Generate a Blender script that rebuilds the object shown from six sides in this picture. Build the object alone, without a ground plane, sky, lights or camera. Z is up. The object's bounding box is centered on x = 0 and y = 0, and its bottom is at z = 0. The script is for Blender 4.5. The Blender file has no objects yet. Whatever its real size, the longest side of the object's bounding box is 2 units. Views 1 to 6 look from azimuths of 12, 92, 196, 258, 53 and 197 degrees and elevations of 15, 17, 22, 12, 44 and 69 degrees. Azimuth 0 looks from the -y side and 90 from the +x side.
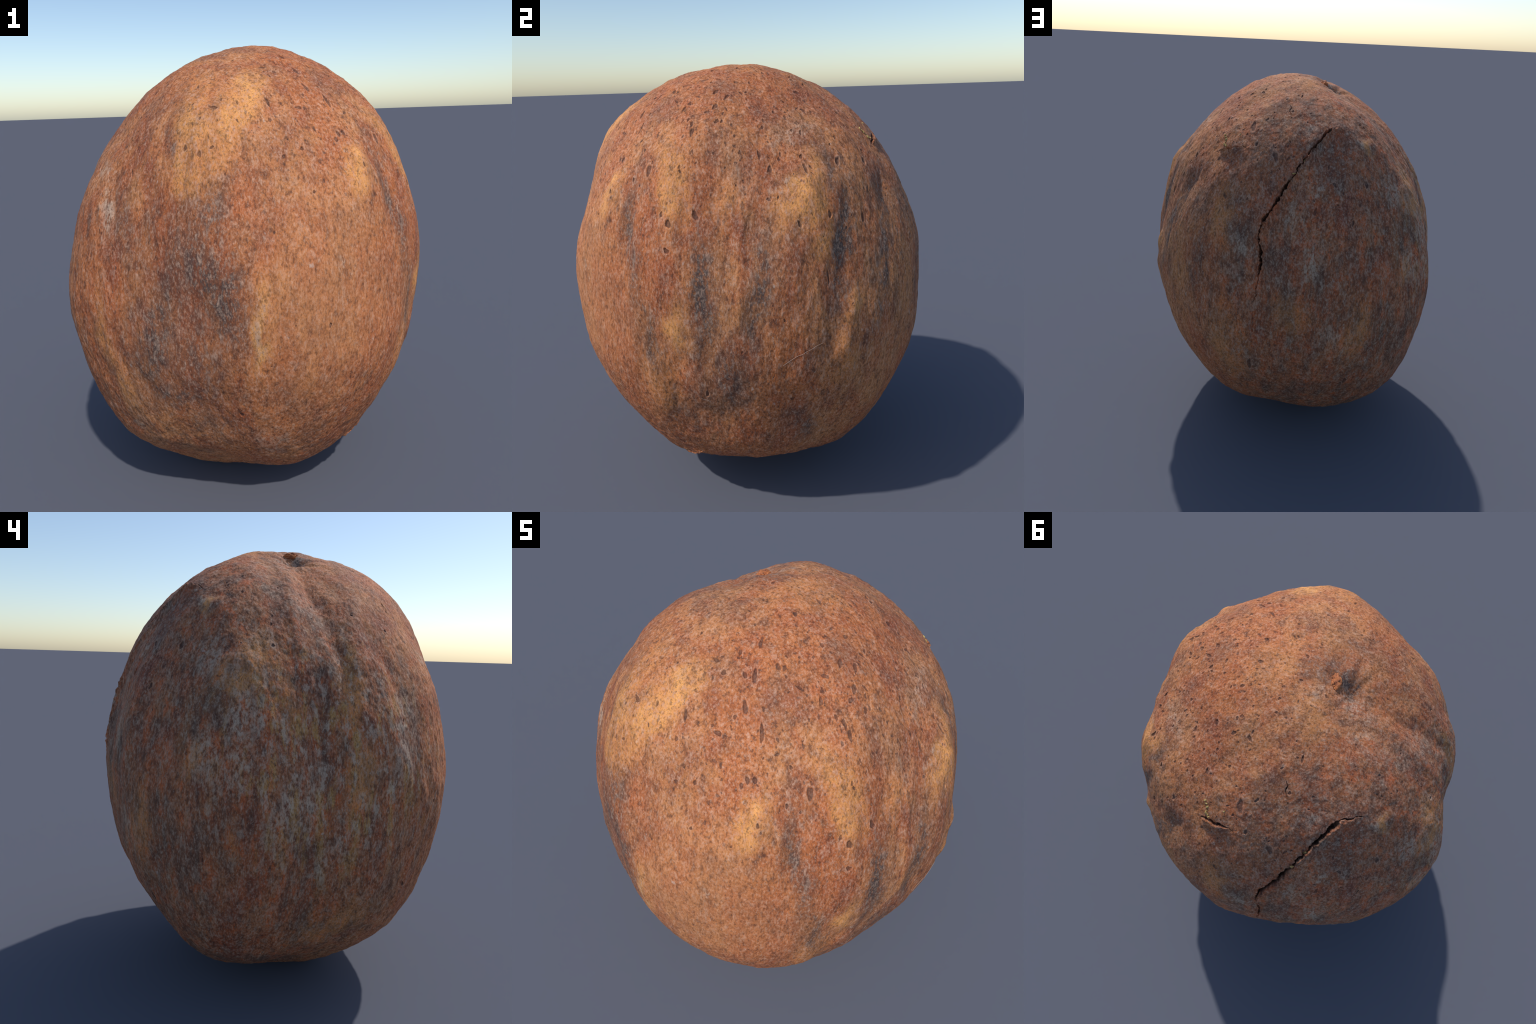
"""A dried, brown, egg-shaped drupe stone standing on its blunt end: ribbed shell, a split in
the skin, a sunken stalk scar with a torn stub, scattered pits and a few crumbs and fibres."""
import bpy, bmesh, math, random
import numpy as np
from mathutils import Vector, Matrix

random.seed(7)
RNG = np.random.default_rng(7)
CENTRE = np.array((0.0, 0.0, 1.0))

# ------------------------------------------------------------------ overall form
# Radius of the nut from its centre along 24 meridians (azimuth in degrees from +x),
# eleven control points each, from latitude -75 up to +75; a smooth spline runs through them.
BOTTOM, TOP = 0.939, 0.991
RIBS = {
      0: (0.829, 0.897, 0.903, 0.837, 0.816, 0.817, 0.828, 0.846, 0.905, 0.951, 0.989),
     15: (0.824, 0.901, 0.893, 0.833, 0.824, 0.820, 0.838, 0.858, 0.891, 0.932, 0.984),
     30: (0.837, 0.919, 0.885, 0.837, 0.832, 0.820, 0.814, 0.856, 0.897, 0.925, 0.980),
     45: (0.862, 0.943, 0.906, 0.868, 0.836, 0.824, 0.817, 0.847, 0.895, 0.928, 0.976),
     60: (0.890, 0.958, 0.918, 0.871, 0.834, 0.825, 0.839, 0.854, 0.887, 0.931, 0.973),
     75: (0.916, 0.958, 0.913, 0.877, 0.849, 0.828, 0.840, 0.857, 0.888, 0.932, 0.970),
     90: (0.939, 0.952, 0.898, 0.863, 0.823, 0.810, 0.807, 0.828, 0.879, 0.928, 0.969),
    105: (0.958, 0.957, 0.891, 0.849, 0.808, 0.804, 0.797, 0.821, 0.870, 0.929, 0.968),
    120: (0.972, 0.978, 0.919, 0.882, 0.841, 0.819, 0.824, 0.846, 0.877, 0.939, 0.964),
    135: (0.982, 0.999, 0.964, 0.913, 0.865, 0.840, 0.822, 0.838, 0.885, 0.942, 0.957),
    150: (0.989, 0.999, 0.993, 0.944, 0.888, 0.854, 0.842, 0.850, 0.875, 0.923, 0.944),
    165: (0.996, 0.978, 0.967, 0.907, 0.863, 0.842, 0.826, 0.832, 0.846, 0.891, 0.933),
    180: (1.004, 0.962, 0.924, 0.854, 0.809, 0.785, 0.766, 0.798, 0.835, 0.874, 0.928),
    195: (1.014, 0.972, 0.930, 0.890, 0.837, 0.809, 0.811, 0.822, 0.846, 0.883, 0.932),
    210: (1.022, 0.992, 0.957, 0.909, 0.857, 0.835, 0.824, 0.830, 0.855, 0.902, 0.945),
    225: (1.022, 0.993, 0.968, 0.909, 0.872, 0.858, 0.844, 0.862, 0.875, 0.925, 0.961),
    240: (1.013, 0.965, 0.944, 0.891, 0.846, 0.832, 0.831, 0.853, 0.892, 0.948, 0.977),
    255: (1.000, 0.930, 0.901, 0.854, 0.830, 0.811, 0.817, 0.854, 0.924, 0.973, 0.988),
    270: (0.986, 0.922, 0.886, 0.839, 0.823, 0.809, 0.837, 0.886, 0.958, 0.990, 0.994),
    285: (0.972, 0.942, 0.904, 0.865, 0.848, 0.847, 0.857, 0.875, 0.949, 0.989, 0.998),
    300: (0.952, 0.963, 0.915, 0.881, 0.866, 0.859, 0.877, 0.892, 0.935, 0.979, 0.999),
    315: (0.923, 0.962, 0.915, 0.883, 0.872, 0.851, 0.865, 0.900, 0.931, 0.974, 0.999),
    330: (0.887, 0.938, 0.910, 0.875, 0.854, 0.841, 0.864, 0.897, 0.936, 0.974, 0.997),
    345: (0.852, 0.910, 0.901, 0.843, 0.817, 0.823, 0.850, 0.879, 0.933, 0.969, 0.993),
}

def spline_weights(n, x):
    """Weights of a closed cubic spline through n evenly spaced knots, evaluated at x."""
    m = np.eye(n) * 4 / 6
    for i in range(n):
        m[i, (i + 1) % n] += 1 / 6
        m[i, (i - 1) % n] += 1 / 6
    k = np.floor(x).astype(int)
    t = x - k
    w = ((1 - t) ** 3 / 6, (3 * t ** 3 - 6 * t ** 2 + 4) / 6,
         (-3 * t ** 3 + 3 * t ** 2 + 3 * t + 1) / 6, t ** 3 / 6)
    return k, w, np.linalg.inv(m)


def lat_az(d):
    return (np.degrees(np.arcsin(np.clip(d[:, 2], -1, 1))),
            np.degrees(np.arctan2(d[:, 1], d[:, 0])) % 360)


def smooth(a, b, x):
    t = np.clip((x - a) / (b - a), 0, 1)
    return t * t * (3 - 2 * t)


def base_radius(d):
    knots = np.array([RIBS[a] for a in sorted(RIBS)]).T
    n = knots.shape[1]
    knots = np.vstack([np.full(n, BOTTOM), knots, np.full(n, TOP)])
    ring = np.vstack([knots, np.roll(knots, n // 2, 1)[-2:0:-1]])      # whole great circles
    rows = ring.shape[0]
    lat, az = lat_az(d)
    kl, wl, il = spline_weights(rows, (lat + 90) / 180 * (rows // 2))
    ka, wa, ia = spline_weights(n, az / 360 * n)
    coef = il @ ring @ ia.T
    r = np.zeros(len(d))
    for i in range(4):
        for j in range(4):
            r += wl[i] * wa[j] * coef[(kl - 1 + i) % rows, (ka - 1 + j) % n]
    return r


def unit(az, lat):
    a, l = math.radians(az), math.radians(lat)
    return np.array((math.cos(l) * math.cos(a), math.cos(l) * math.sin(a), math.sin(l)))


def on_surface(az, lat):
    d = unit(az, lat)
    return CENTRE + d * base_radius(d[None])[0]


def tangent_frame(az, lat):
    d = unit(az, lat)
    east = np.array((-math.sin(math.radians(az)), math.cos(math.radians(az)), 0.0))
    return d, east, np.cross(d, east)


# ------------------------------------------------------------------ noise
def gradient_noise(p, seed):
    """Smooth noise in -1..1 on points p."""
    g = np.random.default_rng(seed).normal(size=(4096, 3)).astype(np.float32)
    g /= np.linalg.norm(g, axis=1)[:, None]
    i = np.floor(p).astype(np.int64)
    f = (p - i).astype(np.float32)
    u = f * f * f * (f * (f * 6 - 15) + 10)
    out = np.zeros(len(p), np.float32)
    for dx in (0, 1):
        for dy in (0, 1):
            for dz in (0, 1):
                h = ((i[:, 0] + dx) * 73856093 ^ (i[:, 1] + dy) * 19349663 ^ (i[:, 2] + dz) * 83492791) & 4095
                gv = g[h]
                dot = gv[:, 0] * (f[:, 0] - dx) + gv[:, 1] * (f[:, 1] - dy) + gv[:, 2] * (f[:, 2] - dz)
                w = ((u[:, 0] if dx else 1 - u[:, 0]) * (u[:, 1] if dy else 1 - u[:, 1])
                     * (u[:, 2] if dz else 1 - u[:, 2]))
                out += w * dot
    return out * 1.5


# stains by colour: azimuth, latitude, half length, half width (m), lean (deg), strength
STAINS = {}
STAINS['ochre'] = [
    (282, 49, 0.175, 0.059, 21, 1.00),
    (80, -22, 0.247, 0.095, -6, 0.40),
    (20, 35, 0.144, 0.067, 41, 0.90),
    (270, 44, 0.193, 0.065, -7, 0.70),
    (159, 33, 0.145, 0.073, 34, 0.60),
    (339, 39, 0.138, 0.056, -16, 0.80),
    (287, -1, 0.174, 0.028, 7, 1.20),
    (191, -39, 0.160, 0.071, 55, 0.50),
    (335, -15, 0.185, 0.069, -5, 0.40),
    (129, -10, 0.162, 0.066, 2, 0.45),
    (287, -3, 0.150, 0.021, 6, 1.50),
    (316, 34, 0.108, 0.039, 27, 1.00),
    (30, -10, 0.142, 0.054, -2, 0.50),
    (75, 29, 0.169, 0.056, -19, 0.40),
    (192, 26, 0.120, 0.044, 12, 0.70),
    (192, 4, 0.133, 0.044, 16, 0.60),
    (285, 56, 0.071, 0.045, -49, 1.10),
    (267, 37, 0.066, 0.046, -55, 1.00),
    (104, -7, 0.118, 0.073, -35, 0.35),
    (278, 44, 0.058, 0.039, -19, 1.30),
    (342, 2, 0.089, 0.041, -9, 0.80),
    (239, -8, 0.136, 0.034, 4, 0.60),
    (268, 33, 0.094, 0.046, -25, 0.60),
    (347, 82, 0.113, 0.076, -79, 0.30),
    (244, -24, 0.143, 0.035, -2, 0.50),
    (288, 54, 0.054, 0.036, 8, 1.20),
    (24, 23, 0.061, 0.049, 7, 0.70),
    (57, 2, 0.108, 0.061, 1, 0.30),
    (290, 5, 0.122, 0.045, 6, 0.35),
    (318, 36, 0.048, 0.031, 32, 1.20),
    (171, 26, 0.073, 0.036, -10, 0.60),
    (32, 6, 0.069, 0.036, 21, 0.60),
    (343, 6, 0.078, 0.038, 20, 0.50),
    (117, 81, 0.075, 0.055, 28, 0.30),
    (139, 52, 0.043, 0.030, -55, 0.80),
    (357, 33, 0.077, 0.042, 5, 0.30),
    (147, 7, 0.061, 0.036, -23, 0.40),
]
STAINS['grey'] = [
    (275, 9, 0.236, 0.108, -25, 1.10),
    (258, -5, 0.308, 0.077, 22, 1.10),
    (350, 11, 0.264, 0.049, -2, 1.20),
    (31, 23, 0.264, 0.038, 14, 1.30),
    (114, 8, 0.169, 0.109, -18, 0.70),
    (121, 46, 0.183, 0.087, 11, 0.80),
    (5, 10, 0.247, 0.046, 7, 1.10),
    (45, 14, 0.324, 0.038, 20, 1.00),
    (270, -13, 0.159, 0.086, -14, 0.80),
    (138, -14, 0.177, 0.077, -0, 0.80),
    (355, -14, 0.147, 0.079, 0, 0.90),
    (131, -29, 0.142, 0.089, 4, 0.80),
    (85, 25, 0.158, 0.078, -26, 0.80),
    (328, 24, 0.252, 0.039, -5, 1.00),
    (266, 9, 0.214, 0.070, -2, 0.60),
    (260, -23, 0.148, 0.059, -68, 1.00),
    (145, 21, 0.146, 0.075, 35, 0.80),
    (154, -8, 0.177, 0.078, -15, 0.60),
    (139, 36, 0.163, 0.081, 21, 0.60),
    (94, -5, 0.168, 0.064, 4, 0.70),
    (275, 24, 0.134, 0.056, -8, 1.00),
    (19, -36, 0.140, 0.059, -13, 0.90),
    (266, -20, 0.156, 0.064, -87, 0.70),
    (272, -6, 0.137, 0.072, -7, 0.70),
    (246, 24, 0.199, 0.043, -26, 0.80),
    (197, 80, 0.093, 0.054, 85, 1.30),
    (182, 10, 0.200, 0.029, -2, 1.10),
    (180, -28, 0.208, 0.034, 1, 0.90),
    (48, 22, 0.181, 0.049, 48, 0.70),
    (69, 7, 0.157, 0.050, 4, 0.80),
    (335, -4, 0.134, 0.045, 0, 1.00),
    (227, 84, 0.097, 0.077, 18, 0.80),
    (101, 63, 0.160, 0.074, -89, 0.50),
    (148, -24, 0.136, 0.084, -74, 0.50),
    (88, 51, 0.131, 0.061, -9, 0.70),
    (120, -4, 0.089, 0.089, 0, 0.70),
    (182, 10, 0.185, 0.039, -4, 0.70),
    (100, 15, 0.125, 0.078, -14, 0.50),
    (33, 41, 0.145, 0.041, -3, 0.80),
    (210, 4, 0.156, 0.038, 16, 0.80),
    (270, -34, 0.130, 0.068, 87, 0.50),
    (110, -18, 0.083, 0.083, 0, 0.60),
    (179, -36, 0.136, 0.044, -8, 0.70),
    (140, -10, 0.102, 0.051, -7, 0.80),
    (53, 29, 0.102, 0.043, 16, 0.90),
    (267, 14, 0.069, 0.069, 0, 0.80),
    (108, 65, 0.094, 0.058, 1, 0.70),
    (89, -25, 0.092, 0.069, -18, 0.60),
    (128, 9, 0.072, 0.072, 0, 0.70),
    (142, 13, 0.118, 0.043, 7, 0.70),
    (28, 13, 0.058, 0.045, 5, 1.30),
    (121, 3, 0.162, 0.041, -6, 0.50),
    (84, 3, 0.064, 0.064, 0, 0.80),
    (43, 5, 0.115, 0.041, 16, 0.70),
    (327, 30, 0.145, 0.028, 16, 0.80),
    (350, 2, 0.092, 0.044, -3, 0.80),
    (52, 34, 0.091, 0.044, 12, 0.80),
    (331, 7, 0.159, 0.024, -26, 0.80),
    (55, 34, 0.107, 0.028, 34, 1.00),
    (105, 33, 0.079, 0.062, -30, 0.60),
    (257, 23, 0.119, 0.048, 9, 0.50),
    (76, 43, 0.087, 0.054, -42, 0.60),
    (85, 56, 0.091, 0.050, -25, 0.60),
    (251, 1, 0.108, 0.038, 17, 0.60),
    (110, 53, 0.059, 0.051, 90, 0.70),
    (328, 18, 0.131, 0.031, -7, 0.50),
    (276, 87, 0.056, 0.035, 28, 1.00),
    (339, -31, 0.063, 0.051, -21, 0.60),
    (238, 76, 0.071, 0.053, 80, 0.50),
    (20, -7, 0.097, 0.039, 5, 0.50),
    (261, 43, 0.088, 0.026, 0, 0.80),
    (185, 35, 0.084, 0.032, 0, 0.70),
    (181, -23, 0.078, 0.032, -15, 0.70),
    (336, -1, 0.076, 0.045, -8, 0.50),
    (247, -12, 0.080, 0.024, -5, 0.80),
    (145, 45, 0.049, 0.049, 0, 0.60),
    (346, 26, 0.069, 0.042, -30, 0.50),
    (320, 54, 0.102, 0.028, -5, 0.50),
    (232, 21, 0.090, 0.024, -20, 0.60),
    (185, 75, 0.066, 0.039, 78, 0.50),
    (348, 64, 0.064, 0.064, 0, 0.30),
    (175, 77, 0.053, 0.038, -7, 0.50),
    (66, 54, 0.028, 0.028, 0, 0.90),
    (10, 60, 0.033, 0.033, 0, 0.60),
    (286, 20, 0.062, 0.017, 10, 0.60),
    (279, 33, 0.045, 0.045, 0, 0.30),
    (310, 23, 0.038, 0.038, 0, 0.30),
]
STAINS['rust'] = [
    (260, 5, 0.336, 0.133, 8, 0.50),
    (271, -21, 0.174, 0.076, 20, 0.60),
    (252, 38, 0.188, 0.049, -34, 0.80),
    (274, -28, 0.133, 0.066, -43, 0.80),
    (215, 49, 0.129, 0.058, -76, 0.80),
    (121, 49, 0.134, 0.054, 2, 0.80),
    (94, 38, 0.143, 0.062, 14, 0.60),
    (337, 20, 0.190, 0.056, -11, 0.50),
    (15, 15, 0.173, 0.048, -5, 0.60),
    (39, 65, 0.129, 0.064, 84, 0.60),
    (203, 43, 0.162, 0.061, 4, 0.50),
    (60, 38, 0.161, 0.050, -74, 0.60),
    (156, -42, 0.092, 0.049, -20, 1.00),
    (163, -23, 0.105, 0.048, 18, 0.90),
    (79, 43, 0.141, 0.064, -60, 0.50),
    (123, 31, 0.093, 0.044, 25, 1.00),
    (179, 57, 0.118, 0.056, 3, 0.60),
    (158, -27, 0.127, 0.051, 7, 0.60),
    (245, 13, 0.147, 0.036, -14, 0.70),
    (296, 41, 0.126, 0.058, 30, 0.50),
    (90, -14, 0.110, 0.066, 13, 0.50),
    (164, -7, 0.130, 0.033, -12, 0.80),
    (171, 48, 0.133, 0.052, -22, 0.50),
    (264, 19, 0.117, 0.046, 35, 0.60),
    (119, 44, 0.088, 0.055, 19, 0.60),
    (1, 25, 0.106, 0.034, -8, 0.80),
    (53, 57, 0.079, 0.058, 79, 0.60),
    (228, 52, 0.082, 0.045, 21, 0.70),
    (280, 1, 0.129, 0.040, -13, 0.50),
    (6, 44, 0.107, 0.035, -16, 0.70),
    (351, 31, 0.084, 0.060, -16, 0.50),
    (26, 51, 0.117, 0.052, -47, 0.40),
    (111, 32, 0.054, 0.054, 0, 0.80),
    (15, 60, 0.100, 0.046, 25, 0.50),
    (221, 65, 0.078, 0.049, -80, 0.60),
    (82, 63, 0.076, 0.049, 51, 0.60),
    (291, 22, 0.112, 0.050, 5, 0.40),
    (326, 58, 0.071, 0.045, -53, 0.70),
    (358, -7, 0.064, 0.064, 0, 0.50),
    (311, 58, 0.091, 0.061, -12, 0.35),
    (333, 28, 0.099, 0.048, -7, 0.40),
    (177, 36, 0.074, 0.035, -6, 0.70),
    (5, 59, 0.078, 0.056, 49, 0.40),
    (136, 15, 0.049, 0.049, 0, 0.70),
    (199, 18, 0.097, 0.028, -65, 0.60),
    (269, 27, 0.070, 0.046, -89, 0.50),
    (131, 13, 0.058, 0.045, -16, 0.60),
    (298, 57, 0.061, 0.032, -24, 0.80),
    (300, 40, 0.084, 0.053, -12, 0.30),
    (120, -26, 0.043, 0.043, 0, 0.70),
    (2, 12, 0.048, 0.048, 0, 0.50),
    (85, 74, 0.053, 0.036, 25, 0.50),
    (168, 16, 0.030, 0.030, 0, 0.80),
    (148, -1, 0.034, 0.034, 0, 0.60),
    (153, 25, 0.030, 0.024, 87, 0.70),
]
STAINS['buff'] = [
    (207, 16, 0.167, 0.059, 19, 0.60),
    (159, 19, 0.118, 0.053, -10, 0.80),
    (150, 9, 0.105, 0.043, -8, 0.70),
    (158, 7, 0.064, 0.058, -4, 0.70),
    (178, -1, 0.108, 0.034, -6, 0.70),
    (238, 27, 0.109, 0.026, -17, 0.90),
    (171, -5, 0.108, 0.034, -2, 0.70),
    (176, 55, 0.152, 0.054, -42, 0.30),
    (145, 35, 0.078, 0.048, -28, 0.60),
    (22, 53, 0.111, 0.039, 66, 0.50),
    (120, -13, 0.084, 0.050, -34, 0.50),
    (111, 11, 0.067, 0.043, -3, 0.70),
    (290, -39, 0.095, 0.042, 4, 0.50),
    (187, -13, 0.092, 0.025, 6, 0.80),
    (13, 37, 0.065, 0.032, 74, 0.70),
    (86, 18, 0.050, 0.039, -53, 0.70),
    (108, 60, 0.058, 0.039, 58, 0.60),
    (103, 29, 0.065, 0.034, -18, 0.60),
    (182, -22, 0.065, 0.028, 4, 0.70),
    (201, 2, 0.056, 0.023, -4, 0.90),
    (171, 77, 0.061, 0.032, -24, 0.60),
    (287, -3, 0.133, 0.017, 8, 0.50),
    (112, 39, 0.042, 0.034, 1, 0.70),
    (133, 87, 0.046, 0.031, 84, 0.60),
    (1, 41, 0.055, 0.037, 1, 0.40),
    (232, 36, 0.034, 0.034, 0, 0.70),
    (164, 20, 0.035, 0.035, 0, 0.50),
    (136, 53, 0.030, 0.030, 0, 0.70),
    (153, 73, 0.032, 0.025, 47, 0.70),
    (243, -37, 0.031, 0.021, 78, 0.80),
    (192, 8, 0.031, 0.031, 0, 0.50),
    (350, 5, 0.020, 0.020, 0, 0.90),
    (300, 15, 0.022, 0.016, -84, 0.80),
    (90, 70, 0.021, 0.015, -15, 0.80),
    (39, 54, 0.016, 0.016, 0, 0.90),
    (347, -5, 0.018, 0.018, 0, 0.70),
    (308, 12, 0.014, 0.014, 0, 1.00),
]
STAINS['clean'] = [
    (311, 11, 0.369, 0.177, -37, 0.70),
    (301, 2, 0.277, 0.175, -8, 0.90),
    (298, -17, 0.176, 0.137, -5, 0.60),
    (317, 4, 0.211, 0.087, 6, 0.70),
]

SWELLINGS = [  # azimuth, latitude, half length up the rib, half width, lean (deg), height (m)
    (317, 37, 0.058, 0.035, -29, 0.020),
    (338, 43, 0.086, 0.053, -17, 0.016),
    (22, 37, 0.079, 0.059, -6, 0.022),
    (32, 5, 0.050, 0.031, 11, 0.018),
    (29, -6, 0.062, 0.037, 1, 0.018),
    (1, 33, 0.040, 0.017, 1, 0.014),
    (328, -4, 0.140, 0.054, 21, 0.010),
    (334, -17, 0.160, 0.056, -2, 0.012),
    (155, -44, 0.060, 0.042, -40, 0.006),
    (165, -44, 0.061, 0.040, 1, -0.026),
    (212, -41, 0.073, 0.046, 59, 0.018),
    (125, 55, 0.062, 0.034, 23, 0.014),
    (142, 54, 0.069, 0.027, 84, -0.010),
    (240, 79, 0.055, 0.042, -63, -0.030),
    (130, 84, 0.070, 0.051, -84, 0.010),
    (318, 32, 0.138, 0.035, -4, 0.012),
    (327, 24, 0.198, 0.034, 2, -0.012),
    (340, 28, 0.307, 0.059, -4, 0.012),
    (354, 37, 0.144, 0.085, -13, -0.022),
    (2, 31, 0.110, 0.017, 17, 0.012),
    (360, 15, 0.178, 0.019, 4, 0.008),
    (350, 9, 0.183, 0.042, -2, -0.012),
    (14, 22, 0.260, 0.036, 0, 0.010),
    (23, 34, 0.094, 0.062, -12, 0.014),
    (31, 22, 0.221, 0.033, 14, -0.014),
    (31, -3, 0.220, 0.042, 6, 0.012),
    (5, 9, 0.188, 0.048, 5, -0.008),
    (25, 51, 0.101, 0.052, -4, 0.010),
    (53, 33, 0.108, 0.033, 29, -0.012),
    (342, 0, 0.079, 0.043, -3, 0.010),
    (183, 57, 0.212, 0.036, 6, -0.020),
    (182, 31, 0.187, 0.035, 1, -0.016),
    (180, 2, 0.228, 0.044, 4, -0.014),
    (180, -30, 0.217, 0.045, -2, -0.020),
    (174, 51, 0.230, 0.032, -6, 0.012),
    (203, 51, 0.251, 0.042, 21, 0.012),
    (191, 15, 0.272, 0.050, 2, 0.010),
    (203, 24, 0.153, 0.034, -4, 0.010),
    (168, 13, 0.249, 0.047, -7, 0.006),
    (212, 8, 0.222, 0.035, 14, -0.012),
    (163, -13, 0.232, 0.048, 1, 0.008),
    (126, 28, 0.180, 0.040, -11, -0.010),
    (120, 9, 0.211, 0.041, -1, 0.006),
    (164, -42, 0.070, 0.035, 34, -0.020),
    (236, 27, 0.109, 0.018, -14, 0.008),
    (242, 27, 0.117, 0.018, -14, -0.010),
    (246, 27, 0.115, 0.018, -11, 0.006),
    (230, 23, 0.087, 0.022, -12, -0.008),
    (259, 44, 0.116, 0.032, -8, -0.012),
    (269, 44, 0.163, 0.070, -3, 0.008),
    (318, 33, 0.140, 0.042, 20, 0.012),
    (327, 27, 0.175, 0.033, 17, -0.012),
    (271, 1, 0.207, 0.106, 18, -0.006),
    (285, -4, 0.162, 0.030, 6, 0.006),
    (242, -14, 0.165, 0.034, -8, 0.008),
    (250, -14, 0.141, 0.039, -5, -0.008),
    (55, 30, 0.131, 0.044, -6, -0.014),
    (67, 37, 0.163, 0.036, -10, 0.010),
    (126, 55, 0.093, 0.065, -48, 0.010),
    (73, 65, 0.287, 0.068, -28, 0.008),
    (110, 69, 0.216, 0.068, -0, -0.008),
    (126, 37, 0.206, 0.063, 14, 0.008),
    (134, 35, 0.191, 0.064, 15, -0.008),
    (86, 31, 0.185, 0.078, -11, 0.006),
    (69, 4, 0.156, 0.050, -2, -0.010),
    (139, -14, 0.217, 0.078, 0, -0.010),
    (129, -13, 0.197, 0.059, 2, 0.008),
    (99, -11, 0.251, 0.049, 3, 0.006),
    (174, 61, 0.179, 0.034, -6, 0.012),
    (220, 48, 0.175, 0.043, 40, 0.012),
    (186, 60, 0.155, 0.033, -3, -0.010),
    (30, 54, 0.080, 0.022, -83, 0.010),
    (33, 43, 0.081, 0.032, -55, -0.016),
    (77, 57, 0.060, 0.020, -33, -0.008),
    (54, 35, 0.061, 0.035, -87, -0.014),
    (90, 70, 0.055, 0.017, -35, 0.008),
    (112, 79, 0.088, 0.036, -16, 0.006),
    (326, 27, 0.201, 0.039, -4, -0.008),
    (317, 34, 0.114, 0.046, 4, 0.010),
    (335, 37, 0.146, 0.056, -6, 0.008),
    (279, 49, 0.111, 0.066, -6, 0.008),
    (189, 47, 0.28, 0.048, -4, -0.044), (197, 66, 0.12, 0.05, -10, -0.022), (357, 33, 0.09, 0.05, 0, 0.02), (66, 67, 0.12, 0.08, 0, -0.034), (137, 60, 0.09, 0.08, 0, -0.026),
    (345, -18, 0.10, 0.07, 0, 0.03),
]

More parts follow.
